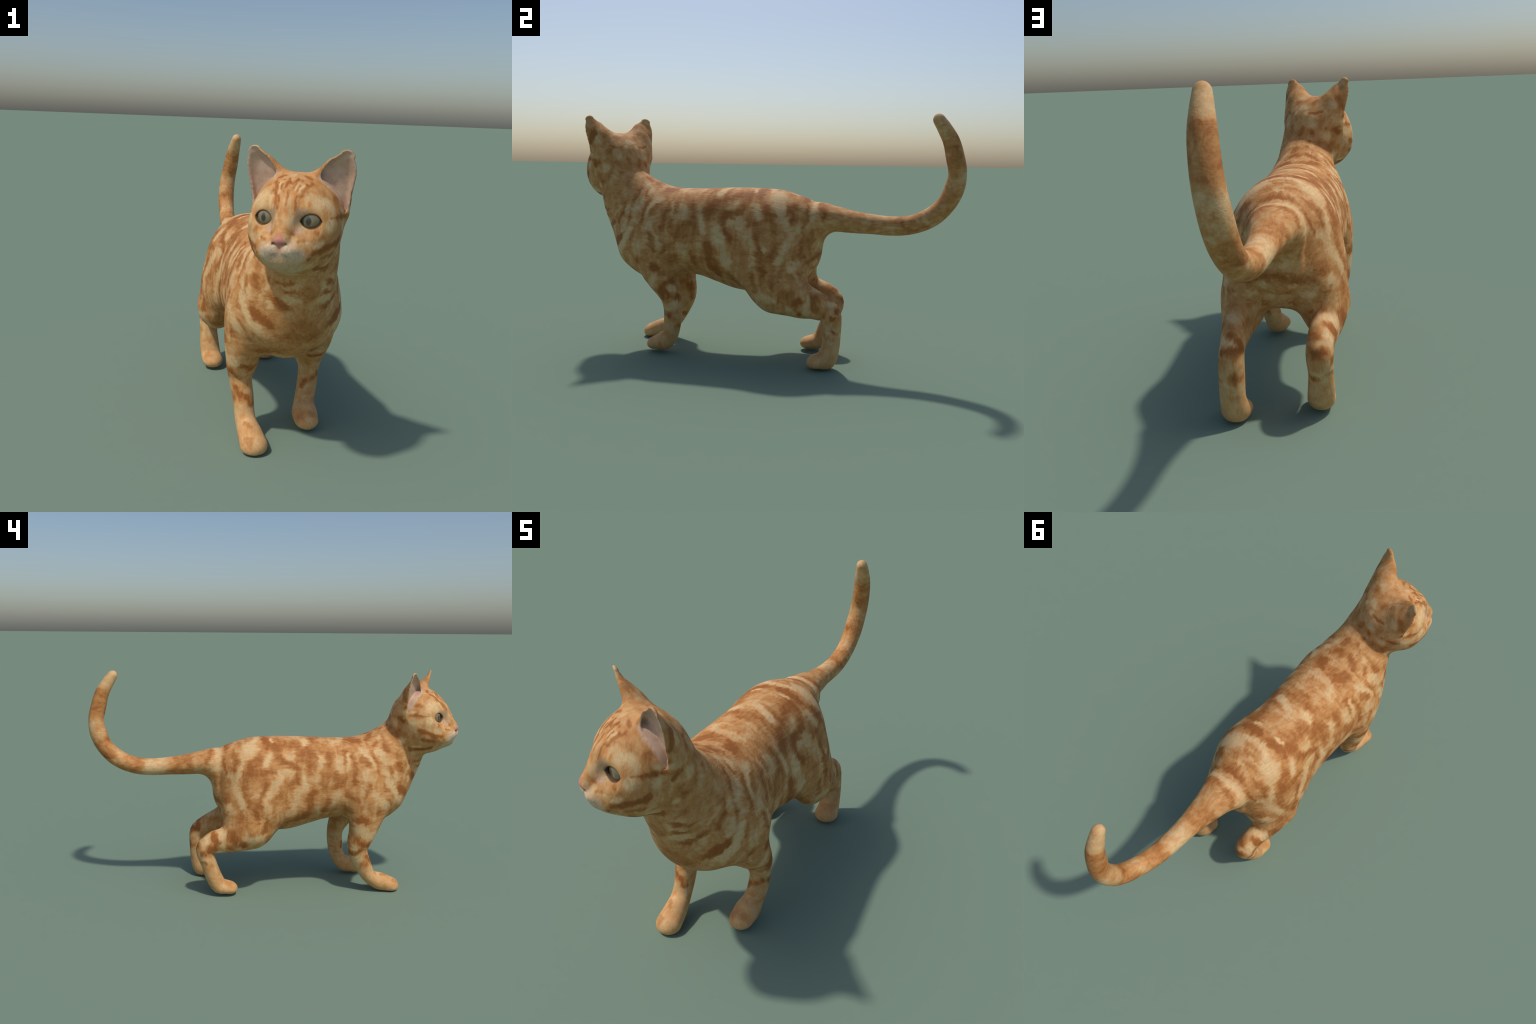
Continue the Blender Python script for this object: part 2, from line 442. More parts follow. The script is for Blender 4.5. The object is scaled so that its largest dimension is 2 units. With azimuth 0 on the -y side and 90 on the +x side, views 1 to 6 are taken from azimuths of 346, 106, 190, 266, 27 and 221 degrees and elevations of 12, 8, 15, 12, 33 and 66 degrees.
# ---------------------------------------------------------------- materials
# Tabby marks: strokes with a radius, in object coordinates.  "body" and "head"
# are mirrored (|x|, head frame for the head); legs and tail have their own.
MARKS = {
    "body": [
        ("dark", 0.022, [(0.028, 0.048, 0.848), (0.076, 0.046, 0.807), (0.102, 0.106, 0.758), (0.118, 0.140, 0.694), (0.126, 0.159, 0.615), (0.135, 0.150, 0.557), (0.143, 0.110, 0.510), (0.144, 0.090, 0.472)]),
        ("dark", 0.033, [(0.110, 0.091, 0.732), (0.128, 0.077, 0.648)]),
        ("dark", 0.022, [(0.121, 0.056, 0.694), (0.119, 0.011, 0.697)]),
        ("dark", 0.017, [(0.132, 0.049, 0.633), (0.139, 0.074, 0.566), (0.144, 0.086, 0.522)]),
        ("dark", 0.018, [(0.069, 0.000, 0.817), (0.102, -0.032, 0.744), (0.102, -0.089, 0.727), (0.107, -0.128, 0.703), (0.114, -0.125, 0.661), (0.120, -0.083, 0.618)]),
        ("dark", 0.027, [(0.125, -0.070, 0.595), (0.134, -0.016, 0.558), (0.139, 0.012, 0.519)]),
        ("dark", 0.026, [(0.060, -0.018, 0.827), (0.068, -0.137, 0.807)]),
        ("dark", 0.026, [(0.081, -0.184, 0.790), (0.109, -0.203, 0.712)]),
        ("dark", 0.018, [(0.067, 0.213, 0.773), (0.087, 0.202, 0.742), (0.089, 0.223, 0.705)]),
        ("dark", 0.011, [(0.002, 0.254, 0.807), (0.065, 0.270, 0.735), (0.073, 0.267, 0.680)]),
        ("dark", 0.028, [(0.067, 0.279, 0.635), (0.080, 0.271, 0.581), (0.097, 0.256, 0.546)]),
        ("dark", 0.016, [(0.021, 0.334, 0.785), (0.054, 0.358, 0.728)]),
        ("dark", 0.029, [(0.137, 0.182, 0.458), (0.146, 0.150, 0.429), (0.139, 0.206, 0.380)]),
        ("dark", 0.012, [(0.145, 0.102, 0.474), (0.146, 0.089, 0.428)]),
        ("dark", 0.028, [(0.133, 0.238, 0.356), (0.143, 0.190, 0.335)]),
        ("dark", 0.013, [(0.112, 0.314, 0.355), (0.126, 0.297, 0.328)]),
        ("dark", 0.016, [(0.140, 0.040, 0.441), (0.140, 0.056, 0.382)]),
        ("dark", 0.022, [(0.123, -0.206, 0.575), (0.121, -0.188, 0.512), (0.115, -0.153, 0.467), (0.106, -0.077, 0.417), (0.095, -0.022, 0.365)]),
        ("dark", 0.013, [(0.109, 0.259, 0.459)]),
        ("dark", 0.022, [(0.103, -0.004, 0.339), (0.107, 0.017, 0.316)]),
        ("pale", 0.021, [(0.022, 0.305, 0.785), (0.058, 0.305, 0.733), (0.064, 0.313, 0.689)]),
        ("pale", 0.019, [(0.088, 0.166, 0.762), (0.103, 0.183, 0.710), (0.103, 0.220, 0.632), (0.115, 0.208, 0.587), (0.132, 0.177, 0.548), (0.135, 0.167, 0.520)]),
        ("pale", 0.035, [(0.057, 0.151, 0.815), (0.079, 0.104, 0.800)]),
        ("pale", 0.019, [(0.098, 0.025, 0.768), (0.112, 0.055, 0.728)]),
        ("pale", 0.023, [(0.124, -0.025, 0.661), (0.132, 0.020, 0.616), (0.139, 0.041, 0.561), (0.143, 0.045, 0.513)]),
        ("pale", 0.027, [(0.088, -0.067, 0.773), (0.088, -0.095, 0.772)]),
        ("pale", 0.019, [(0.114, -0.038, 0.703), (0.114, -0.083, 0.682)]),
        ("pale", 0.025, [(0.053, -0.161, 0.828)]),
        ("pale", 0.011, [(0.040, 0.012, 0.842)]),
        ("pale", 0.022, [(0.116, -0.161, 0.661), (0.122, -0.132, 0.593), (0.123, -0.117, 0.547), (0.122, -0.086, 0.467)]),
        ("pale", 0.018, [(0.110, 0.248, 0.505), (0.123, 0.225, 0.474)]),
        ("pale", 0.013, [(0.098, 0.281, 0.386)]),
        ("pale", 0.018, [(0.147, 0.117, 0.336), (0.139, 0.063, 0.343)]),
        ("pale", 0.014, [(0.085, 0.247, 0.663)]),
        ("pale", 0.014, [(0.139, 0.102, 0.574)]),
        ("pale", 0.016, [(0.145, 0.158, 0.340)]),
        ("dark", 0.042, [(0.085, -0.173, 0.777), (0.099, -0.211, 0.744)]),
        ("dark", 0.021, [(0.093, -0.293, 0.770), (0.110, -0.275, 0.714), (0.119, -0.259, 0.659), (0.124, -0.266, 0.602)]),
        ("dark", 0.024, [(0.121, -0.306, 0.671), (0.126, -0.358, 0.656)]),
        ("dark", 0.022, [(0.126, -0.314, 0.611), (0.128, -0.359, 0.623)]),
        ("dark", 0.014, [(0.085, -0.376, 0.787), (0.108, -0.378, 0.736)]),
        ("dark", 0.015, [(0.099, -0.422, 0.767), (0.119, -0.433, 0.706), (0.128, -0.432, 0.648)]),
        ("dark", 0.017, [(0.130, -0.380, 0.578), (0.134, -0.426, 0.541)]),
        ("dark", 0.017, [(0.137, -0.496, 0.612), (0.140, -0.472, 0.556)]),
        ("dark", 0.022, [(0.122, -0.369, 0.507), (0.124, -0.402, 0.490)]),
        ("dark", 0.017, [(0.125, -0.284, 0.535), (0.111, -0.273, 0.478)]),
        ("dark", 0.023, [(0.123, -0.197, 0.582), (0.123, -0.178, 0.523)]),
        ("dark", 0.019, [(0.107, -0.150, 0.440), (0.116, -0.197, 0.482)]),
        ("dark", 0.016, [(0.103, -0.479, 0.759), (0.114, -0.496, 0.725)]),
        ("dark", 0.011, [(0.092, -0.532, 0.788), (0.109, -0.548, 0.735), (0.122, -0.545, 0.681)]),
        ("dark", 0.017, [(0.075, -0.603, 0.833), (0.091, -0.604, 0.795)]),
        ("dark", 0.010, [(0.112, -0.619, 0.710), (0.115, -0.628, 0.682)]),
        ("dark", 0.014, [(0.101, -0.671, 0.714), (0.096, -0.697, 0.670)]),
        ("dark", 0.017, [(0.105, -0.675, 0.593), (0.056, -0.746, 0.546)]),
        ("dark", 0.011, [(0.067, -0.760, 0.658)]),
        ("dark", 0.013, [(0.124, -0.589, 0.623), (0.125, -0.606, 0.598)]),
        ("dark", 0.015, [(0.030, -0.420, 0.838), (0.045, -0.465, 0.836)]),
        ("dark", 0.014, [(0.016, -0.527, 0.864)]),
        ("dark", 0.017, [(0.129, -0.432, 0.428), (0.142, -0.485, 0.429)]),
        ("dark", 0.021, [(0.093, -0.672, 0.766)]),
        ("dark", 0.023, [(0.132, -0.567, 0.479)]),
        ("pale", 0.017, [(0.093, -0.250, 0.762), (0.111, -0.246, 0.710), (0.119, -0.213, 0.643)]),
        ("pale", 0.021, [(0.101, -0.343, 0.751), (0.117, -0.343, 0.703)]),
        ("pale", 0.011, [(0.097, -0.402, 0.770), (0.118, -0.396, 0.702)]),
        ("pale", 0.024, [(0.118, -0.155, 0.643), (0.120, -0.144, 0.602)]),
        ("pale", 0.026, [(0.128, -0.331, 0.573), (0.122, -0.311, 0.512)]),
        ("pale", 0.027, [(0.045, -0.330, 0.831)]),
        ("pale", 0.021, [(0.125, -0.490, 0.687), (0.130, -0.518, 0.647)]),
        ("pale", 0.016, [(0.136, -0.472, 0.608), (0.138, -0.456, 0.572)]),
        ("pale", 0.015, [(0.083, -0.460, 0.799), (0.099, -0.505, 0.770), (0.115, -0.536, 0.717)]),
        ("pale", 0.017, [(0.088, -0.559, 0.795), (0.101, -0.584, 0.757), (0.105, -0.592, 0.742)]),
        ("pale", 0.013, [(0.119, -0.571, 0.684), (0.117, -0.606, 0.678)]),
        ("pale", 0.019, [(0.123, -0.605, 0.627), (0.093, -0.693, 0.536)]),
        ("pale", 0.025, [(0.138, -0.539, 0.562), (0.126, -0.598, 0.501)]),
        ("pale", 0.013, [(0.110, -0.651, 0.675), (0.110, -0.662, 0.637)]),
        ("pale", 0.018, [(0.076, -0.737, 0.632)]),
        ("pale", 0.019, [(0.102, -0.643, 0.744)]),
        ("pale", 0.011, [(0.088, -0.701, 0.752), (0.080, -0.733, 0.698)]),
        ("pale", 0.013, [(0.047, -0.578, 0.863), (0.068, -0.532, 0.827)]),
        ("dark", 0.019, [(0.019, 0.051, 0.848), (0.049, 0.049, 0.836), (0.070, 0.040, 0.816)]),
        ("dark", 0.028, [(0.066, -0.009, 0.819), (0.060, -0.047, 0.825)]),
        ("dark", 0.023, [(0.012, 0.168, 0.832), (0.020, 0.192, 0.825)]),
        ("dark", 0.015, [(0.008, 0.242, 0.811), (0.028, 0.248, 0.803)]),
        ("dark", 0.027, [(0.038, -0.120, 0.840), (0.069, -0.126, 0.808), (0.098, -0.131, 0.739)]),
        ("pale", 0.024, [(0.002, 0.304, 0.790)]),
        ("pale", 0.014, [(0.014, 0.088, 0.847), (0.033, 0.102, 0.840)]),
        ("pale", 0.033, [(0.063, 0.127, 0.816), (0.075, 0.139, 0.798)]),
        ("pale", 0.015, [(0.016, 0.165, 0.833), (0.002, 0.208, 0.821)]),
        ("pale", 0.011, [(0.039, 0.015, 0.841)]),
        ("pale", 0.028, [(0.001, -0.123, 0.852)]),
        ("pale", 0.021, [(0.049, -0.159, 0.831)]),
        ("dark", 0.013, [(0.014, -0.535, 0.866), (0.041, -0.513, 0.846)]),
        ("dark", 0.020, [(0.011, -0.429, 0.844), (0.037, -0.413, 0.836), (0.050, -0.457, 0.832)]),
        ("dark", 0.024, [(0.002, -0.240, 0.844), (0.024, -0.208, 0.844)]),
        ("dark", 0.026, [(0.057, -0.218, 0.823), (0.087, -0.208, 0.774)]),
        ("dark", 0.010, [(0.060, -0.556, 0.842), (0.078, -0.539, 0.813)]),
        ("dark", 0.007, [(0.012, -0.594, 0.895), (0.025, -0.562, 0.873)]),
        ("dark", 0.020, [(0.027, -0.336, 0.837), (0.049, -0.339, 0.824)]),
        ("pale", 0.022, [(0.026, -0.366, 0.838), (0.045, -0.336, 0.832)]),
        ("pale", 0.021, [(0.017, -0.139, 0.846)]),
        ("pale", 0.021, [(0.051, -0.157, 0.829)]),
        ("pale", 0.015, [(0.004, -0.523, 0.862)]),
        ("dark", 0.015, [(0.071, -0.749, 0.662), (0.051, -0.776, 0.634)]),
        ("dark", 0.014, [(0.040, -0.789, 0.632)]),
        ("dark", 0.018, [(0.105, -0.679, 0.598), (0.089, -0.705, 0.573), (0.074, -0.721, 0.545)]),
        ("dark", 0.009, [(0.063, -0.784, 0.729), (0.036, -0.835, 0.739)]),
        ("dark", 0.010, [(0.049, -0.802, 0.701), (0.028, -0.828, 0.707)]),
        ("dark", 0.028, [(0.021, -0.785, 0.576), (0.016, -0.755, 0.511)]),
        ("dark", 0.017, [(0.072, -0.618, 0.409), (0.040, -0.697, 0.440)]),
        ("pale", 0.013, [(0.051, -0.808, 0.720), (0.030, -0.834, 0.724)]),
        ("pale", 0.015, [(0.051, -0.786, 0.667), (0.025, -0.818, 0.676)]),
        ("pale", 0.020, [(0.054, -0.746, 0.543)]),
        ("pale", 0.020, [(0.121, -0.609, 0.639), (0.114, -0.649, 0.585), (0.095, -0.682, 0.519)]),
        ("dark", 0.010, [(0.096, 0.275, 0.398), (0.072, 0.274, 0.387)]),
        ("dark", 0.016, [(0.000, 0.327, 0.531), (0.038, 0.314, 0.524), (0.075, 0.283, 0.510)]),
        ("dark", 0.010, [(0.034, 0.259, 0.413)]),
        ("dark", 0.012, [(0.087, 0.271, 0.538)]),
        ("pale", 0.020, [(0.022, 0.328, 0.581)]),
        ("pale", 0.013, [(0.034, 0.306, 0.494)]),
        ("pale", 0.013, [(0.017, 0.276, 0.442)]),
        ("pale", 0.015, [(0.063, 0.280, 0.459)]),
    ],
    "tail": [
        ("dark", 0.036, [(0.061, 0.875, 1.170)]),
        ("dark", 0.047, [(0.049, 0.925, 1.086), (0.044, 0.940, 1.035), (0.037, 0.946, 0.983)]),
        ("dark", 0.038, [(0.027, 0.941, 0.890), (0.024, 0.922, 0.837)]),
        ("dark", 0.043, [(0.014, 0.922, 0.816), (0.010, 0.882, 0.766)]),
        ("dark", 0.045, [(0.004, 0.808, 0.719), (-0.003, 0.748, 0.695)]),
        ("dark", 0.038, [(0.011, 0.701, 0.703)]),
        ("dark", 0.043, [(-0.012, 0.522, 0.706), (-0.014, 0.521, 0.692)]),
        ("dark", 0.045, [(-0.017, 0.455, 0.712), (-0.021, 0.454, 0.702)]),
        ("dark", 0.039, [(-0.018, 0.362, 0.731), (-0.031, 0.363, 0.711)]),
        ("pale", 0.040, [(0.064, 0.866, 1.182)]),
        ("pale", 0.045, [(0.055, 0.899, 1.133)]),
        ("pale", 0.045, [(0.029, 0.961, 0.929), (0.020, 0.948, 0.870)]),
        ("pale", 0.042, [(0.011, 0.827, 0.737)]),
        ("pale", 0.046, [(-0.007, 0.650, 0.695), (-0.009, 0.595, 0.699)]),
        ("pale", 0.042, [(-0.024, 0.383, 0.723), (-0.027, 0.399, 0.710)]),
        ("pale", 0.037, [(-0.007, 0.684, 0.685)]),
    ],
    "head": [
        ("dark", 0.004, [(0.047, 0.072, 1.092), (0.040, 0.095, 1.074), (0.030, 0.124, 1.045), (0.030, 0.143, 1.013)]),
        ("dark", 0.006, [(0.059, 0.092, 1.066), (0.052, 0.127, 1.022)]),
        ("dark", 0.004, [(0.003, 0.104, 1.069), (0.000, 0.126, 1.049), (0.000, 0.146, 1.026)]),
        ("dark", 0.004, [(0.011, 0.064, 1.103), (0.003, 0.084, 1.090)]),
        ("dark", 0.004, [(0.015, 0.059, 1.108)]),
        ("dark", 0.004, [(0.032, 0.065, 1.102)]),
        ("dark", 0.004, [(0.139, 0.082, 0.984), (0.157, 0.034, 0.989)]),
        ("dark", 0.012, [(0.159, 0.014, 0.992)]),
        ("dark", 0.007, [(0.043, 0.151, 0.952), (0.035, 0.166, 0.938)]),
        ("dark", 0.006, [(0.071, 0.154, 0.919), (0.054, 0.169, 0.913)]),
        ("dark", 0.009, [(0.161, 0.042, 0.914), (0.131, 0.102, 0.892), (0.097, 0.143, 0.880)]),
        ("dark", 0.009, [(0.092, 0.088, 0.813), (0.113, -0.018, 0.804)]),
        ("dark", 0.015, [(0.157, 0.051, 0.902)]),
        ("dark", 0.007, [(0.087, 0.152, 0.861)]),
        ("dark", 0.007, [(0.056, 0.040, 1.106), (0.034, 0.036, 1.114)]),
        ("dark", 0.010, [(0.104, 0.123, 0.941)]),
        ("dark", 0.003, [(0.061, 0.178, 0.876)]),
        ("pale", 0.019, [(0.100, 0.100, 1.023)]),
        ("pale", 0.009, [(0.062, 0.127, 0.960)]),
        ("pale", 0.016, [(0.136, 0.091, 0.961)]),
        ("pale", 0.005, [(0.078, 0.153, 0.911)]),
        ("pale", 0.011, [(0.029, 0.152, 0.985)]),
        ("pale", 0.013, [(0.114, 0.072, 1.040)]),
        ("dark", 0.009, [(0.154, 0.045, 0.983), (0.160, -0.011, 0.990), (0.164, -0.061, 0.980)]),
        ("dark", 0.013, [(0.160, -0.054, 0.957)]),
        ("dark", 0.011, [(0.160, 0.040, 0.916), (0.145, 0.081, 0.897), (0.119, 0.116, 0.879)]),
        ("dark", 0.011, [(0.121, 0.101, 0.858), (0.144, 0.059, 0.864)]),
        ("dark", 0.010, [(0.097, 0.088, 0.819), (0.099, 0.048, 0.805), (0.102, -0.016, 0.793)]),
        ("dark", 0.019, [(0.110, -0.126, 0.911), (0.135, -0.085, 0.875)]),
        ("dark", 0.015, [(0.166, -0.051, 1.113), (0.179, -0.041, 1.074)]),
        ("dark", 0.014, [(0.177, -0.029, 1.028)]),
        ("dark", 0.012, [(0.141, -0.003, 1.046), (0.136, 0.026, 1.041)]),
        ("pale", 0.010, [(0.178, -0.038, 1.014), (0.155, 0.007, 1.001)]),
        ("pale", 0.021, [(0.123, 0.071, 1.025)]),
        ("pale", 0.017, [(0.142, 0.083, 0.964)]),
        ("pale", 0.017, [(0.164, 0.012, 0.955)]),
        ("pale", 0.009, [(0.121, 0.115, 0.910), (0.103, 0.135, 0.896)]),
        ("pale", 0.009, [(0.111, -0.001, 0.813), (0.120, 0.042, 0.825)]),
        ("pale", 0.014, [(0.135, -0.055, 0.850)]),
        ("pale", 0.019, [(0.088, 0.091, 1.047)]),
        ("dark", 0.007, [(0.105, -0.099, 1.056), (0.077, -0.118, 1.046), (0.045, -0.128, 1.049)]),
        ("dark", 0.012, [(0.152, -0.077, 0.972), (0.162, -0.050, 0.961)]),
        ("dark", 0.007, [(0.129, -0.102, 0.976)]),
        ("dark", 0.011, [(0.034, -0.160, 0.985), (0.025, -0.170, 0.955)]),
        ("dark", 0.021, [(0.112, -0.109, 1.024)]),
        ("dark", 0.018, [(0.166, -0.043, 1.122)]),
        ("dark", 0.020, [(0.047, -0.084, 1.098)]),
        ("dark", 0.011, [(0.075, -0.169, 0.917)]),
        ("dark", 0.013, [(0.142, -0.071, 0.904)]),
        ("dark", 0.014, [(0.077, -0.145, 0.960)]),
        ("pale", 0.017, [(0.010, -0.118, 1.073)]),
        ("pale", 0.017, [(0.076, -0.138, 0.996)]),
        ("pale", 0.017, [(0.149, -0.071, 1.082)]),
        ("pale", 0.019, [(0.130, -0.099, 0.937)]),
        ("pale", 0.013, [(0.033, -0.135, 1.049)]),
        ("dark", 0.005, [(0.010, 0.158, 1.020), (0.011, 0.140, 1.055), (0.013, 0.105, 1.082), (0.016, 0.060, 1.105)]),
        ("dark", 0.004, [(0.024, 0.150, 1.030), (0.026, 0.125, 1.062), (0.030, 0.085, 1.090)]),
        ("dark", 0.006, [(0.040, 0.145, 1.015), (0.043, 0.125, 1.050), (0.050, 0.090, 1.080), (0.060, 0.060, 1.095)]),
        ("pale", 0.005, [(0.033, 0.150, 1.020), (0.035, 0.120, 1.060), (0.040, 0.080, 1.090)]),
        ("pale", 0.004, [(0.018, 0.155, 1.020), (0.019, 0.130, 1.060), (0.022, 0.090, 1.090)]),
        ("pale", 0.009, [(0.056, 0.135, 1.020), (0.062, 0.110, 1.050)]),
    ],
    "fr": [
        ("dark", 0.022, [(-0.217, -0.457, 0.432), (-0.223, -0.487, 0.425)]),
        ("dark", 0.017, [(-0.168, -0.419, 0.323), (-0.203, -0.447, 0.308), (-0.208, -0.481, 0.290), (-0.197, -0.509, 0.286)]),
        ("dark", 0.017, [(-0.168, -0.417, 0.244), (-0.196, -0.450, 0.248), (-0.203, -0.469, 0.260)]),
        ("dark", 0.021, [(-0.186, -0.493, 0.168)]),
        ("dark", 0.014, [(-0.166, -0.527, 0.183)]),
        ("dark", 0.018, [(-0.165, -0.684, 0.047)]),
        ("dark", 0.015, [(-0.180, -0.623, 0.033)]),
        ("pale", 0.032, [(-0.211, -0.459, 0.370), (-0.215, -0.494, 0.356)]),
        ("pale", 0.019, [(-0.200, -0.533, 0.343)]),
        ("pale", 0.017, [(-0.194, -0.435, 0.278)]),
        ("pale", 0.028, [(-0.185, -0.455, 0.194)]),
        ("dark", 0.015, [(-0.160, -0.550, 0.325), (-0.126, -0.542, 0.318)]),
        ("dark", 0.018, [(-0.180, -0.509, 0.208), (-0.164, -0.526, 0.188), (-0.128, -0.537, 0.153)]),
        ("dark", 0.016, [(-0.200, -0.505, 0.286)]),
        ("dark", 0.019, [(-0.151, -0.690, 0.050)]),
        ("dark", 0.010, [(-0.160, -0.599, 0.090), (-0.142, -0.621, 0.088)]),
        ("pale", 0.020, [(-0.189, -0.541, 0.337)]),
        ("pale", 0.016, [(-0.133, -0.697, 0.048)]),
        ("dark", 0.020, [(-0.118, -0.427, 0.306), (-0.127, -0.427, 0.246)]),
        ("dark", 0.018, [(-0.120, -0.466, 0.146)]),
        ("dark", 0.015, [(-0.153, -0.416, 0.316)]),
    ],
    "fl": [
        ("dark", 0.018, [(0.226, -0.481, 0.457), (0.220, -0.448, 0.460)]),
        ("dark", 0.018, [(0.190, -0.393, 0.387), (0.219, -0.418, 0.362), (0.221, -0.434, 0.335), (0.216, -0.404, 0.303), (0.185, -0.368, 0.298)]),
        ("dark", 0.018, [(0.204, -0.402, 0.212)]),
        ("dark", 0.015, [(0.185, -0.472, 0.043)]),
        ("dark", 0.016, [(0.174, -0.367, 0.159)]),
        ("pale", 0.026, [(0.224, -0.460, 0.426)]),
        ("pale", 0.020, [(0.220, -0.486, 0.378)]),
        ("pale", 0.019, [(0.207, -0.392, 0.345)]),
        ("pale", 0.023, [(0.202, -0.382, 0.263)]),
        ("dark", 0.015, [(0.136, -0.433, 0.176), (0.183, -0.434, 0.224)]),
        ("dark", 0.015, [(0.136, -0.502, 0.340), (0.174, -0.503, 0.338)]),
        ("dark", 0.019, [(0.105, -0.521, 0.064)]),
        ("dark", 0.017, [(0.164, -0.520, 0.064)]),
        ("pale", 0.015, [(0.135, -0.542, 0.057)]),
    ],
    "hr": [
        ("dark", 0.020, [(-0.187, 0.323, 0.349), (-0.203, 0.308, 0.319), (-0.201, 0.320, 0.289)]),
        ("dark", 0.018, [(-0.199, 0.383, 0.252)]),
        ("dark", 0.022, [(-0.216, 0.235, 0.365), (-0.223, 0.231, 0.321), (-0.210, 0.231, 0.280)]),
        ("dark", 0.018, [(-0.223, 0.166, 0.304)]),
        ("dark", 0.015, [(-0.173, 0.407, 0.289)]),
        ("dark", 0.014, [(-0.201, 0.350, 0.277)]),
        ("dark", 0.025, [(-0.170, 0.245, 0.067)]),
        ("dark", 0.013, [(-0.191, 0.379, 0.191)]),
        ("pale", 0.028, [(-0.187, 0.364, 0.320)]),
        ("pale", 0.019, [(-0.196, 0.278, 0.359), (-0.207, 0.282, 0.298)]),
        ("pale", 0.015, [(-0.192, 0.299, 0.263)]),
        ("pale", 0.024, [(-0.198, 0.269, 0.046)]),
        ("pale", 0.027, [(-0.237, 0.108, 0.338)]),
        ("dark", 0.018, [(-0.146, 0.375, 0.327)]),
        ("dark", 0.024, [(-0.140, 0.411, 0.281), (-0.175, 0.407, 0.285)]),
        ("dark", 0.019, [(-0.136, 0.387, 0.175)]),
        ("dark", 0.015, [(-0.197, 0.324, 0.336)]),
        ("pale", 0.022, [(-0.167, 0.399, 0.303)]),
        ("pale", 0.025, [(-0.164, 0.300, 0.369)]),
    ],
    "hl": [
        ("dark", 0.020, [(0.196, 0.342, 0.340), (0.200, 0.352, 0.300)]),
        ("dark", 0.020, [(0.212, 0.266, 0.333), (0.208, 0.253, 0.297)]),
        ("dark", 0.014, [(0.195, 0.271, 0.270)]),
        ("dark", 0.014, [(0.193, 0.428, 0.257)]),
        ("dark", 0.014, [(0.194, 0.385, 0.275)]),
        ("dark", 0.016, [(0.176, 0.441, 0.293)]),
        ("dark", 0.012, [(0.194, 0.436, 0.190)]),
        ("pale", 0.020, [(0.206, 0.309, 0.333), (0.200, 0.305, 0.285)]),
        ("pale", 0.016, [(0.212, 0.230, 0.297)]),
        ("pale", 0.022, [(0.179, 0.406, 0.323)]),
        ("dark", 0.017, [(0.144, 0.411, 0.333), (0.127, 0.424, 0.305)]),
        ("dark", 0.021, [(0.161, 0.449, 0.296), (0.138, 0.447, 0.292)]),
        ("dark", 0.022, [(0.137, 0.456, 0.198)]),
        ("pale", 0.020, [(0.156, 0.430, 0.319)]),
        ("pale", 0.025, [(0.157, 0.341, 0.377)]),
    ],
}

def srgb(r, g, b):
    f = lambda c: (c / 255 / 12.92) if c <= 10 else ((c / 255 + 0.055) / 1.055) ** 2.4
    return (f(r), f(g), f(b), 1.0)

CREAM, MID, RUST = srgb(220, 183, 132), srgb(197, 139, 81), srgb(157, 95, 45)
WHITE, GREYW = srgb(226, 202, 172), srgb(212, 186, 150)
PINK, SKIN = srgb(205, 128, 112), srgb(206, 170, 142)

# tints on the head, in the head frame: colour, strength, radius, points
TINTS = [(WHITE, 0.80, 0.030, [(0.026, 0.190, 0.880), (0.046, 0.168, 0.872)]),
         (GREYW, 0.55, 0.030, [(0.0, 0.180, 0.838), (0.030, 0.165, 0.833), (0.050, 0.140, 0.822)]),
         (GREYW, 0.45, 0.045, [(0.0, 0.130, 0.800)]),
         (PINK, 0.65, 0.015, [(0.0, 0.206, 0.930)]),
         (PINK, 0.75, 0.0085, [(0.0, 0.206, 0.905), (0.0, 0.200, 0.882)]),
         (SKIN, 0.75, 0.016, [(0.050, 0.150, 0.950)]),
         (SKIN, 0.92, 0.014, [(0.078, 0.012, 1.110), (0.110, 0.004, 1.085), (0.140, -0.010, 1.055), (0.155, -0.020, 1.035)]),
         (srgb(120, 104, 92), 0.40, 0.0055, [(0.0, 0.200, 0.874), (0.022, 0.192, 0.866), (0.045, 0.172, 0.858)]),
         (srgb(150, 132, 108), 0.55, 0.020, [(0.050, 0.140, 1.004), (0.044, 0.142, 0.985)]),  # upper lid's shadow at the inner eye corner, painted grey-brown into the fur
         (srgb(70, 42, 32), 0.85, 0.0055, [(0.0145, 0.203, 0.905), (0.024, 0.196, 0.907)])]

def stroke_group():
    g = bpy.data.node_groups.new("stroke", "ShaderNodeTree")
    for nm, ty in (("P", "NodeSocketVector"), ("A", "NodeSocketVector"), ("BA", "NodeSocketVector"),
                   ("BAn", "NodeSocketVector")):
        g.interface.new_socket(nm, in_out="INPUT", socket_type=ty)
    g.interface.new_socket("D", in_out="OUTPUT", socket_type="NodeSocketFloat")
    n, l = g.nodes, g.links
    i, o = n.new("NodeGroupInput"), n.new("NodeGroupOutput")
    def vm(op, a, b):
        x = n.new("ShaderNodeVectorMath")
        x.operation = op
        l.new(a, x.inputs[0])
        if b is not None:
            l.new(b, x.inputs[3 if op == "SCALE" else 1])
        return x
    pa = vm("SUBTRACT", i.outputs["P"], i.outputs["A"]).outputs[0]
    h = n.new("ShaderNodeClamp")
    l.new(vm("DOT_PRODUCT", pa, i.outputs["BAn"]).outputs["Value"], h.inputs[0])
    q = vm("SUBTRACT", pa, vm("SCALE", i.outputs["BA"], h.outputs[0]).outputs[0]).outputs[0]
    l.new(vm("LENGTH", q, None).outputs["Value"], o.inputs["D"])
    return g

STROKE = stroke_group()

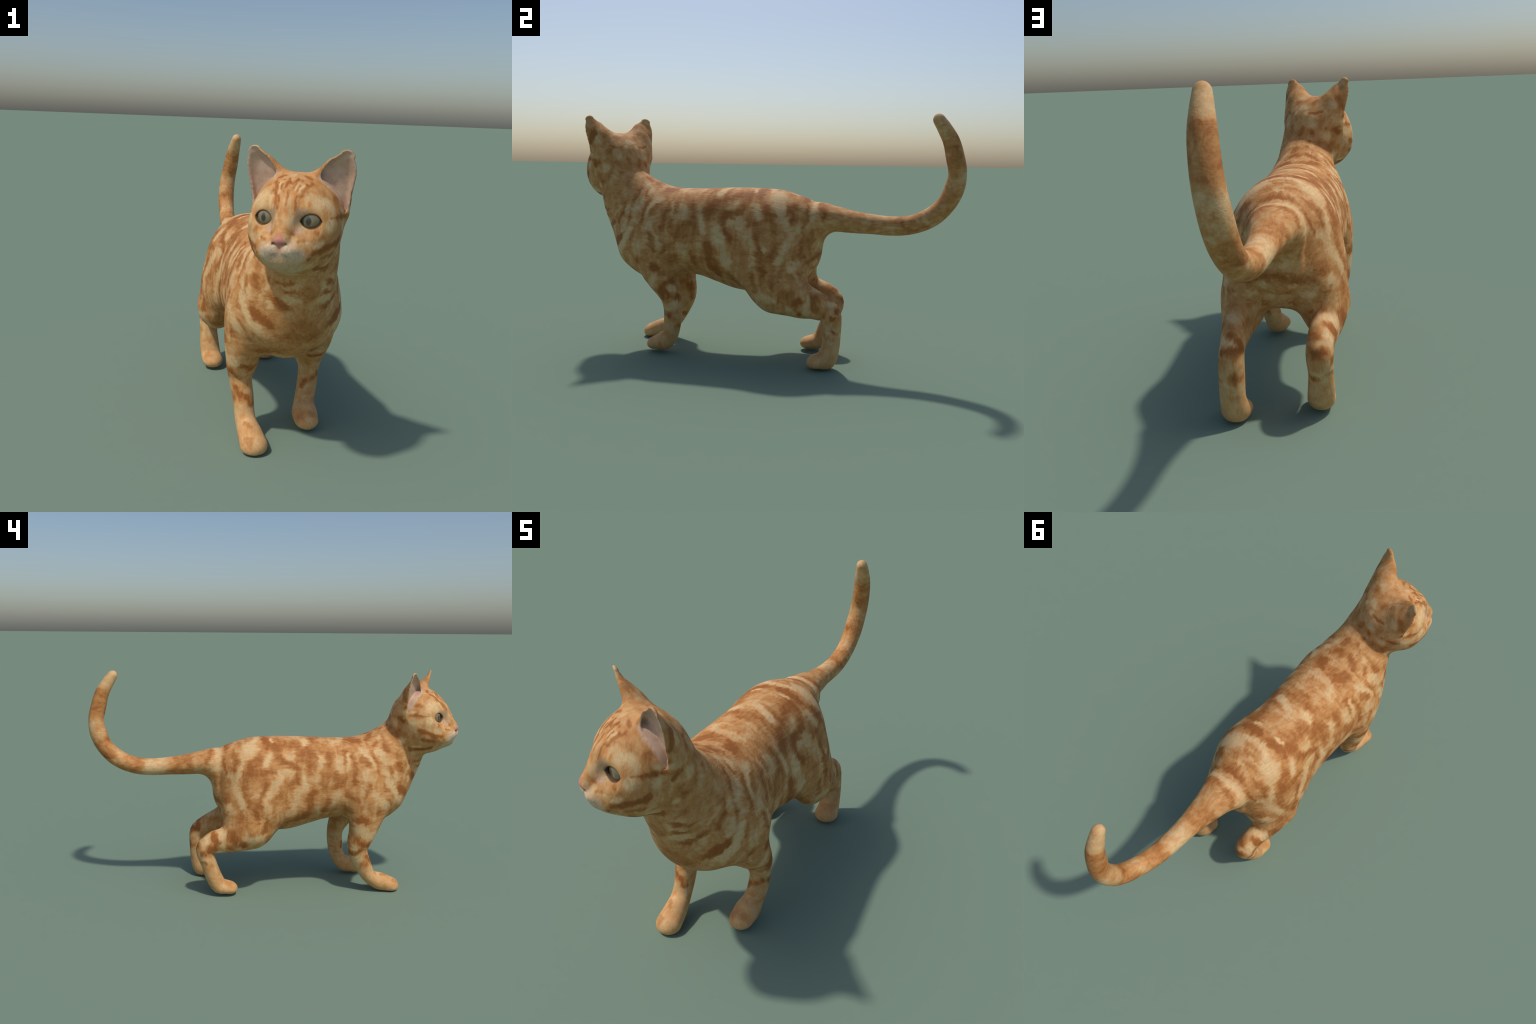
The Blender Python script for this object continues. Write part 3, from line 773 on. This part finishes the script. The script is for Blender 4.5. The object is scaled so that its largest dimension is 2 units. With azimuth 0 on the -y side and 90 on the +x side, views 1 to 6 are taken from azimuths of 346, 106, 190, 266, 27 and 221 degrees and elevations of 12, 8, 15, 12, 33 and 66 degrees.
class Nodes:
    """small helper to write node trees as expressions"""
    def __init__(self, name):
        self.m = bpy.data.materials.new(name)
        self.m.use_nodes = True
        self.t = self.m.node_tree
        self.n, self.l = self.t.nodes, self.t.links
        self.bsdf = self.n["Principled BSDF"]
        self.tc = self.n.new("ShaderNodeTexCoord")
    def put(self, sock, v):
        if hasattr(v, "is_output"):
            self.l.new(v, sock)
        else:
            sock.default_value = v
    def math(self, op, a, b=None, c=None, clamp=False):
        x = self.n.new("ShaderNodeMath")
        x.operation, x.use_clamp = op, clamp
        for k, v in enumerate((a, b, c)):
            if v is not None:
                self.put(x.inputs[k], v)
        return x.outputs[0]
    def vec(self, op, a, b=None, out=0):
        x = self.n.new("ShaderNodeVectorMath")
        x.operation = op
        self.put(x.inputs[0], a)
        if b is not None:
            self.put(x.inputs[3 if op == "SCALE" else 1], b)
        return x.outputs[out]
    def noise(self, v, scale, detail=2.0, rough=0.5, colour=False):
        x = self.n.new("ShaderNodeTexNoise")
        self.put(x.inputs["Vector"], v)
        x.inputs["Scale"].default_value = scale
        x.inputs["Detail"].default_value = detail
        x.inputs["Roughness"].default_value = rough
        return x.outputs["Color" if colour else "Fac"]
    def ramp(self, v, lo, hi, a=0.0, b=1.0, smooth=True):
        x = self.n.new("ShaderNodeMapRange")
        x.interpolation_type = "SMOOTHSTEP" if smooth else "LINEAR"
        for k, q in enumerate((v, lo, hi, a, b)):
            self.put(x.inputs[k], q)
        return x.outputs[0]
    def mix(self, f, a, b, mode="MIX"):
        x = self.n.new("ShaderNodeMix")
        x.data_type, x.blend_type = "RGBA", mode
        self.put(x.inputs[0], f)
        self.put(x.inputs[6], a)
        self.put(x.inputs[7], b)
        return x.outputs[2]
    def split(self, v):
        x = self.n.new("ShaderNodeSeparateXYZ")
        self.put(x.inputs[0], v)
        return x.outputs
    def join(self, x_, y_, z_):
        x = self.n.new("ShaderNodeCombineXYZ")
        for k, v in enumerate((x_, y_, z_)):
            self.put(x.inputs[k], v)
        return x.outputs[0]
    def stroke(self, P, pts):
        """distance to a polyline"""
        best = None
        if len(pts) == 1:
            return self.vec("DISTANCE", P, pts[0], out="Value")
        for a, b in zip(pts[:-1], pts[1:]):
            x = self.n.new("ShaderNodeGroup")
            x.node_tree = STROKE
            ba = np.subtract(b, a)
            self.put(x.inputs["P"], P)
            x.inputs["A"].default_value = a
            x.inputs["BA"].default_value = tuple(ba)
            x.inputs["BAn"].default_value = tuple(ba / max(ba @ ba, 1e-9))
            best = x.outputs[0] if best is None else self.math("MINIMUM", best, x.outputs[0])
        return best

def head_space(N, v):
    d = N.vec("SUBTRACT", v, tuple(HEAD_O))
    return (N.vec("DOT_PRODUCT", d, tuple(LAT), out="Value"), N.vec("DOT_PRODUCT", d, tuple(FWD), out="Value"),
            N.split(v)[2])

def near_box(pts, r, lo, hi):
    p = np.asarray(pts)
    return bool(((p.max(0) > lo - r) & (p.min(0) < hi + r)).all())

def fur(name, key_regions, co, hair):
    """tabby fur for one part; co: the part's vertices, used only to leave out marks far from it"""
    N = Nodes(name)
    P = N.tc.outputs["Object"]
    lie = N.vec("SCALE", N.vec("SUBTRACT", N.noise(P, 6.0, 1.0, 0.5, colour=True), (0.5, 0.5, 0.5)), 0.10)
    stretched = N.vec("MULTIPLY", N.vec("ADD", P, lie), tuple(hair))
    strand = N.noise(stretched, 1.0, 3.0, 0.6)
    strand_c = N.noise(stretched, 0.45, 2.0, 0.5, colour=True)
    # ragged, hairy outlines of the marks: shift the place where they are looked up
    w1 = N.vec("SCALE", N.vec("SUBTRACT", N.noise(P, 11.0, 2.0, 0.55, colour=True), (0.5, 0.5, 0.5)), 0.050)
    w2 = N.vec("SCALE", N.vec("SUBTRACT", strand_c, (0.5, 0.5, 0.5)), 0.036)
    W = N.vec("ADD", P, N.vec("ADD", w1, w2))
    wx, wy, wz = N.split(W)
    bend = N.math("MULTIPLY_ADD", wy, -0.012, 0.002)
    mirrored = N.join(N.math("MULTIPLY", N.math("ABSOLUTE", N.math("SUBTRACT", wx, bend)), 0.6), wy, wz)
    spaces = {"body": mirrored, "tail": W, "fr": W, "fl": W, "hr": W, "hl": W}
    hco = to_head(co.astype(np.float32))
    lo, hi = co.min(0), co.max(0)
    in_head = "head" in key_regions
    if in_head:
        soft = N.vec("ADD", P, N.vec("SCALE", N.vec("ADD", w1, w2), 0.35))
        hl, hf, hz = head_space(N, soft)
        spaces["head"] = N.join(N.math("ABSOLUTE", hl), hf, hz)
        tint_space = spaces["head"]
    t = N.math("MULTIPLY_ADD", N.noise(W, 17.0, 3.0, 0.6), 0.90, {"head": -0.07, "nose": 0.0}.get(name.split("_")[0], 0.0))
    bars = N.noise(N.vec("MULTIPLY", W, tuple(BARS.get(key_regions[0], (12, 34, 11)) if not in_head or key_regions[0] == "head" else (20, 30, 20))), 1.0, 2.0, 0.5)
    t = N.math("MULTIPLY_ADD", N.math("SUBTRACT", bars, 0.5), 1.05, t)
    first, count = dict(spaces), 0
    for reg in key_regions:
        for kind, r, pts in MARKS[reg]:
            if reg == "head":
                b0, b1 = np.abs(hco).min(0), np.abs(hco).max(0)
                b0[1:], b1[1:] = hco.min(0)[1:], hco.max(0)[1:]
            elif reg == "body":
                b0, b1 = lo.copy(), hi.copy()
                b0[0], b1[0] = 0.0, 0.2
            else:
                b0, b1 = lo, hi
            if not near_box(pts, r * 1.3, b0, b1):
                continue
            if count > 5:
                # look the next strokes up after the last ones (keeps the shader's stack small)
                count, after = 0, N.vec("SCALE", (1e-9, 1e-9, 1e-9), t)
                for k in spaces:
                    spaces[k] = N.vec("ADD", first[k], after)
            count += len(pts)
            m = N.ramp(N.stroke(spaces[reg], pts), r * 1.80, r * 0.10)
            t = N.math("MULTIPLY_ADD", m, STRENGTH.get(reg, 0.55) * (1.0 if kind == "dark" else -0.9) * (1.25 if r < 0.02 else 0.95 if r < 0.026 or kind != "dark" else 0.62), t)
    # pale lower legs
    if key_regions[0] in ("fr", "fl", "hr", "hl"):
        t = N.math("MULTIPLY_ADD", N.ramp(N.split(W)[2], 0.34, 0.20), -0.22, t)
    t = N.math("MULTIPLY_ADD", N.ramp(t, -0.58, 1.58), 1.27, -0.135)      # no flat patches where strokes pile up
    tuft = N.noise(stretched, 0.42, 3.0, 0.6)
    t = N.math("MULTIPLY_ADD", N.math("SUBTRACT", tuft, 0.5), 0.70, t)
    t = N.math("MULTIPLY_ADD", N.math("SUBTRACT", strand, 0.5), 1.20, t)
    cr = N.n.new("ShaderNodeValToRGB")
    cr.color_ramp.interpolation = "LINEAR"
    e = cr.color_ramp.elements
    e[0].position, e[0].color = -0.0, CREAM
    e[1].position, e[1].color = 1.0, RUST
    mid = cr.color_ramp.elements.new(0.50)
    mid.color = MID
    N.put(cr.inputs[0], t)
    col = cr.outputs[0]
    if key_regions[0] in ("fr", "fl", "hr", "hl"):      # tan paws
        col = N.mix(N.ramp(N.split(W)[2], 0.15, 0.05, 0.0, 0.55), col, srgb(214, 162, 105))
    if in_head:
        for c, k, r, pts in TINTS:
            if not near_box(pts, r * 1.3, b0, b1):
                continue
            col = N.mix(N.math("MULTIPLY", N.ramp(N.stroke(tint_space, pts), r * 1.5, r * 0.4), k), col, c)
        # dark rims of the eyes
        xl, xf, xz = head_space(N, P)
        d = N.vec("SUBTRACT", N.join(N.math("ABSOLUTE", xl), xf, xz), tuple(EYE_C))
        c_, s_ = math.cos(EYE_YAW), math.sin(EYE_YAW)
        ex = N.vec("DOT_PRODUCT", d, (c_, -s_, 0.0), out="Value")
        ey = N.vec("DOT_PRODUCT", d, (s_, c_, 0.0), out="Value")
        ez = N.math("ADD", N.math("ABSOLUTE", N.split(d)[2]), EYE_ZC)
        al = N.math("SUBTRACT", N.math("SQRT", N.math("ADD", N.math("MULTIPLY", ex, ex), N.math("MULTIPLY", ez, ez))), EYE_ARC)
        near = N.math("MULTIPLY", N.ramp(al, 0.0050, 0.0010), N.ramp(ey, -0.05, -0.03))
        col = N.mix(N.math("MULTIPLY", near, 0.9), col, srgb(64, 46, 34))
    # light and dark single hairs
    hairs = N.ramp(strand, 0.25, 0.75, 0.74, 1.22, smooth=False)
    col = N.mix(1.0, col, N.join(hairs, hairs, hairs), "MULTIPLY")
    N.put(N.bsdf.inputs["Base Color"], col)
    N.bsdf.inputs["Roughness"].default_value = 0.72
    N.bsdf.inputs["Specular IOR Level"].default_value = 0.25
    b = N.n.new("ShaderNodeBump")
    b.inputs["Strength"].default_value = 0.30
    b.inputs["Distance"].default_value = 0.004
    N.put(b.inputs["Height"], strand)
    N.put(N.bsdf.inputs["Normal"], b.outputs[0])
    return N.m

def skin(name, base, dark, scale):
    N = Nodes(name)
    P = N.tc.outputs["Object"]
    f = N.ramp(N.noise(P, scale, 3.0, 0.6), 0.3, 0.7)
    N.put(N.bsdf.inputs["Base Color"], N.mix(f, base, dark))
    N.bsdf.inputs["Roughness"].default_value = 0.55
    return N

def inner_ear():
    N = skin("inner_ear_skin", srgb(206, 174, 148), srgb(186, 152, 128), 24.0)
    return N.m

def nose_skin():
    N = skin("nose_skin", srgb(212, 146, 128), srgb(196, 124, 110), 60.0)
    hl, hf, hz = head_space(N, N.tc.outputs["Object"])
    hv_ = N.join(N.math("ABSOLUTE", hl), hf, hz)
    col = N.bsdf.inputs["Base Color"].links[0].from_socket
    d = N.stroke(hv_, [(0.011, 0.206, 0.904), (0.024, 0.196, 0.907)])
    col = N.mix(N.ramp(d, 0.0065, 0.0030), col, srgb(62, 32, 26))
    N.put(N.bsdf.inputs["Base Color"], col)
    N.bsdf.inputs["Roughness"].default_value = 0.4
    return N.m

def eye_material(side):
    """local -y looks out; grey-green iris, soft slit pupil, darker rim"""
    N = Nodes("cat_eye")
    P = N.tc.outputs["Object"]
    x, y, z = N.split(P)
    dx = N.math("SUBTRACT", x, PUPIL[side])
    rr = N.vec("LENGTH", N.join(dx, 0.0, z), out="Value")
    n = N.noise(P, 90.0, 3.0, 0.6)
    iris = N.mix(N.ramp(rr, 0.008, 0.026), srgb(150, 131, 92), srgb(130, 117, 86))
    iris = N.mix(N.ramp(n, 0.3, 0.7, 0.0, 0.35), iris, srgb(112, 104, 80))
    edge = N.vec("LENGTH", N.join(x, 0.0, N.math("MULTIPLY", z, 1.35)), out="Value")
    iris = N.mix(N.ramp(edge, 0.024, 0.035, 0.0, 0.75), iris, srgb(84, 74, 56))
    pu = N.vec("LENGTH", N.join(N.math("MULTIPLY", dx, 1.5), 0.0, z), out="Value")
    col = N.mix(N.ramp(pu, 0.0195, 0.0095, 0.0, 0.92), iris, srgb(46, 44, 42))
    N.put(N.bsdf.inputs["Base Color"], col)
    N.bsdf.inputs["Roughness"].default_value = 0.25
    N.bsdf.inputs["Coat Weight"].default_value = 0.8
    N.bsdf.inputs["Coat Roughness"].default_value = 0.05
    return N.m

STRENGTH = {"body": 0.44, "head": 0.48, "tail": 0.72, "fr": 0.70, "fl": 0.70, "hr": 0.70, "hl": 0.70}
BARS = {"body": (14, 46, 11), "tail": (16, 30, 30), "fr": (16, 16, 34), "fl": (16, 16, 34), "hr": (16, 24, 30), "hl": (16, 24, 30)}
PUPIL = {1: -0.009, -1: 0.0}
HAIR_BODY, HAIR_LEG, HAIR_HEAD = (130, 26, 120), (130, 90, 34), (120, 70, 60)
LEGS4 = ("fr", "fl", "hr", "hl")

scene = bpy.context.scene

def part(key, name, parent, regions, hair=HAIR_BODY):
    sel = Q[region == key]
    if not len(sel):
        print("EMPTY", key)
        return None
    used, inv = np.unique(sel, return_inverse=True)
    inv = inv.reshape(-1, 4)
    me = bpy.data.meshes.new(name)
    me.vertices.add(len(used))
    me.vertices.foreach_set("co", V[used].astype(np.float32).ravel())
    me.loops.add(len(inv) * 4)
    me.loops.foreach_set("vertex_index", inv.astype(np.int32).ravel())
    me.polygons.add(len(inv))
    me.polygons.foreach_set("loop_start", np.arange(len(inv), dtype=np.int32) * 4)
    me.polygons.foreach_set("use_smooth", np.ones(len(inv), dtype=bool))
    me.update(calc_edges=True)
    me.validate()
    me.normals_split_custom_set_from_vertices([tuple(x) for x in N[used]])
    if regions == "nose":
        me.materials.append(nose_skin())
    else:
        me.materials.append(fur(name + "_fur", regions, V[used], hair))
    if name in ("ear", "head"):
        me.materials.append(inner_ear())
        me.polygons.foreach_set("material_index", in_ear[region == key].astype(np.int32))
    ob = bpy.data.objects.new(name, me)
    scene.collection.objects.link(ob)
    ob.parent = parent
    return ob

cat = bpy.data.objects.new("cat", None)
cat["label"] = "orange tabby cat walking, head turned aside, tail curled up"
cat["category"] = "cat"
scene.collection.objects.link(cat)
o_torso = part("torso", "torso", cat, ("body", "fr", "fl"))
part("rump", "rump", cat, ("body", "tail", "hr", "hl"))
o_neck = part("neck", "neck", cat, ("body", "head"))
o_head = part("head", "head", cat, ("body", "head"), HAIR_HEAD)
o_tail = part("tail", "tail", cat, ("tail", "body"))
for nm, kind in (("fr", "foreleg"), ("fl", "foreleg"), ("hr", "hindleg"), ("hl", "hindleg")):
    leg = part(nm, kind, cat, (nm, "body"), HAIR_LEG)
    part(nm + "_paw", "paw", leg, (nm,), HAIR_LEG)
part("ear_l", "ear", o_head, ("head",), HAIR_HEAD)
part("ear_r", "ear", o_head, ("head",), HAIR_HEAD)
part("nose", "nose", o_head, "nose")

# --------------------------------------------------------------------- eyes
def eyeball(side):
    import bmesh
    bm = bmesh.new()
    bmesh.ops.create_uvsphere(bm, u_segments=48, v_segments=32, radius=EYE_R)
    me = bpy.data.meshes.new("eye")
    bm.to_mesh(me)
    bm.free()
    me.shade_smooth()
    ob = bpy.data.objects.new("eye", me)
    scene.collection.objects.link(ob)
    back = EYE_R - 0.0055
    c = from_head((side * (EYE_C[0] - math.sin(EYE_YAW) * back), EYE_C[1] - math.cos(EYE_YAW) * back, EYE_C[2]))
    ob.parent = o_head
    rot = Matrix.Rotation(-YAW + side * EYE_YAW, 4, "Z")
    ob.matrix_world = Matrix.Translation(Vector(c)) @ rot
    me.materials.append(eye_material(side))
    return ob
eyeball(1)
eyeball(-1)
print("done", round(time.time() - T0, 1))
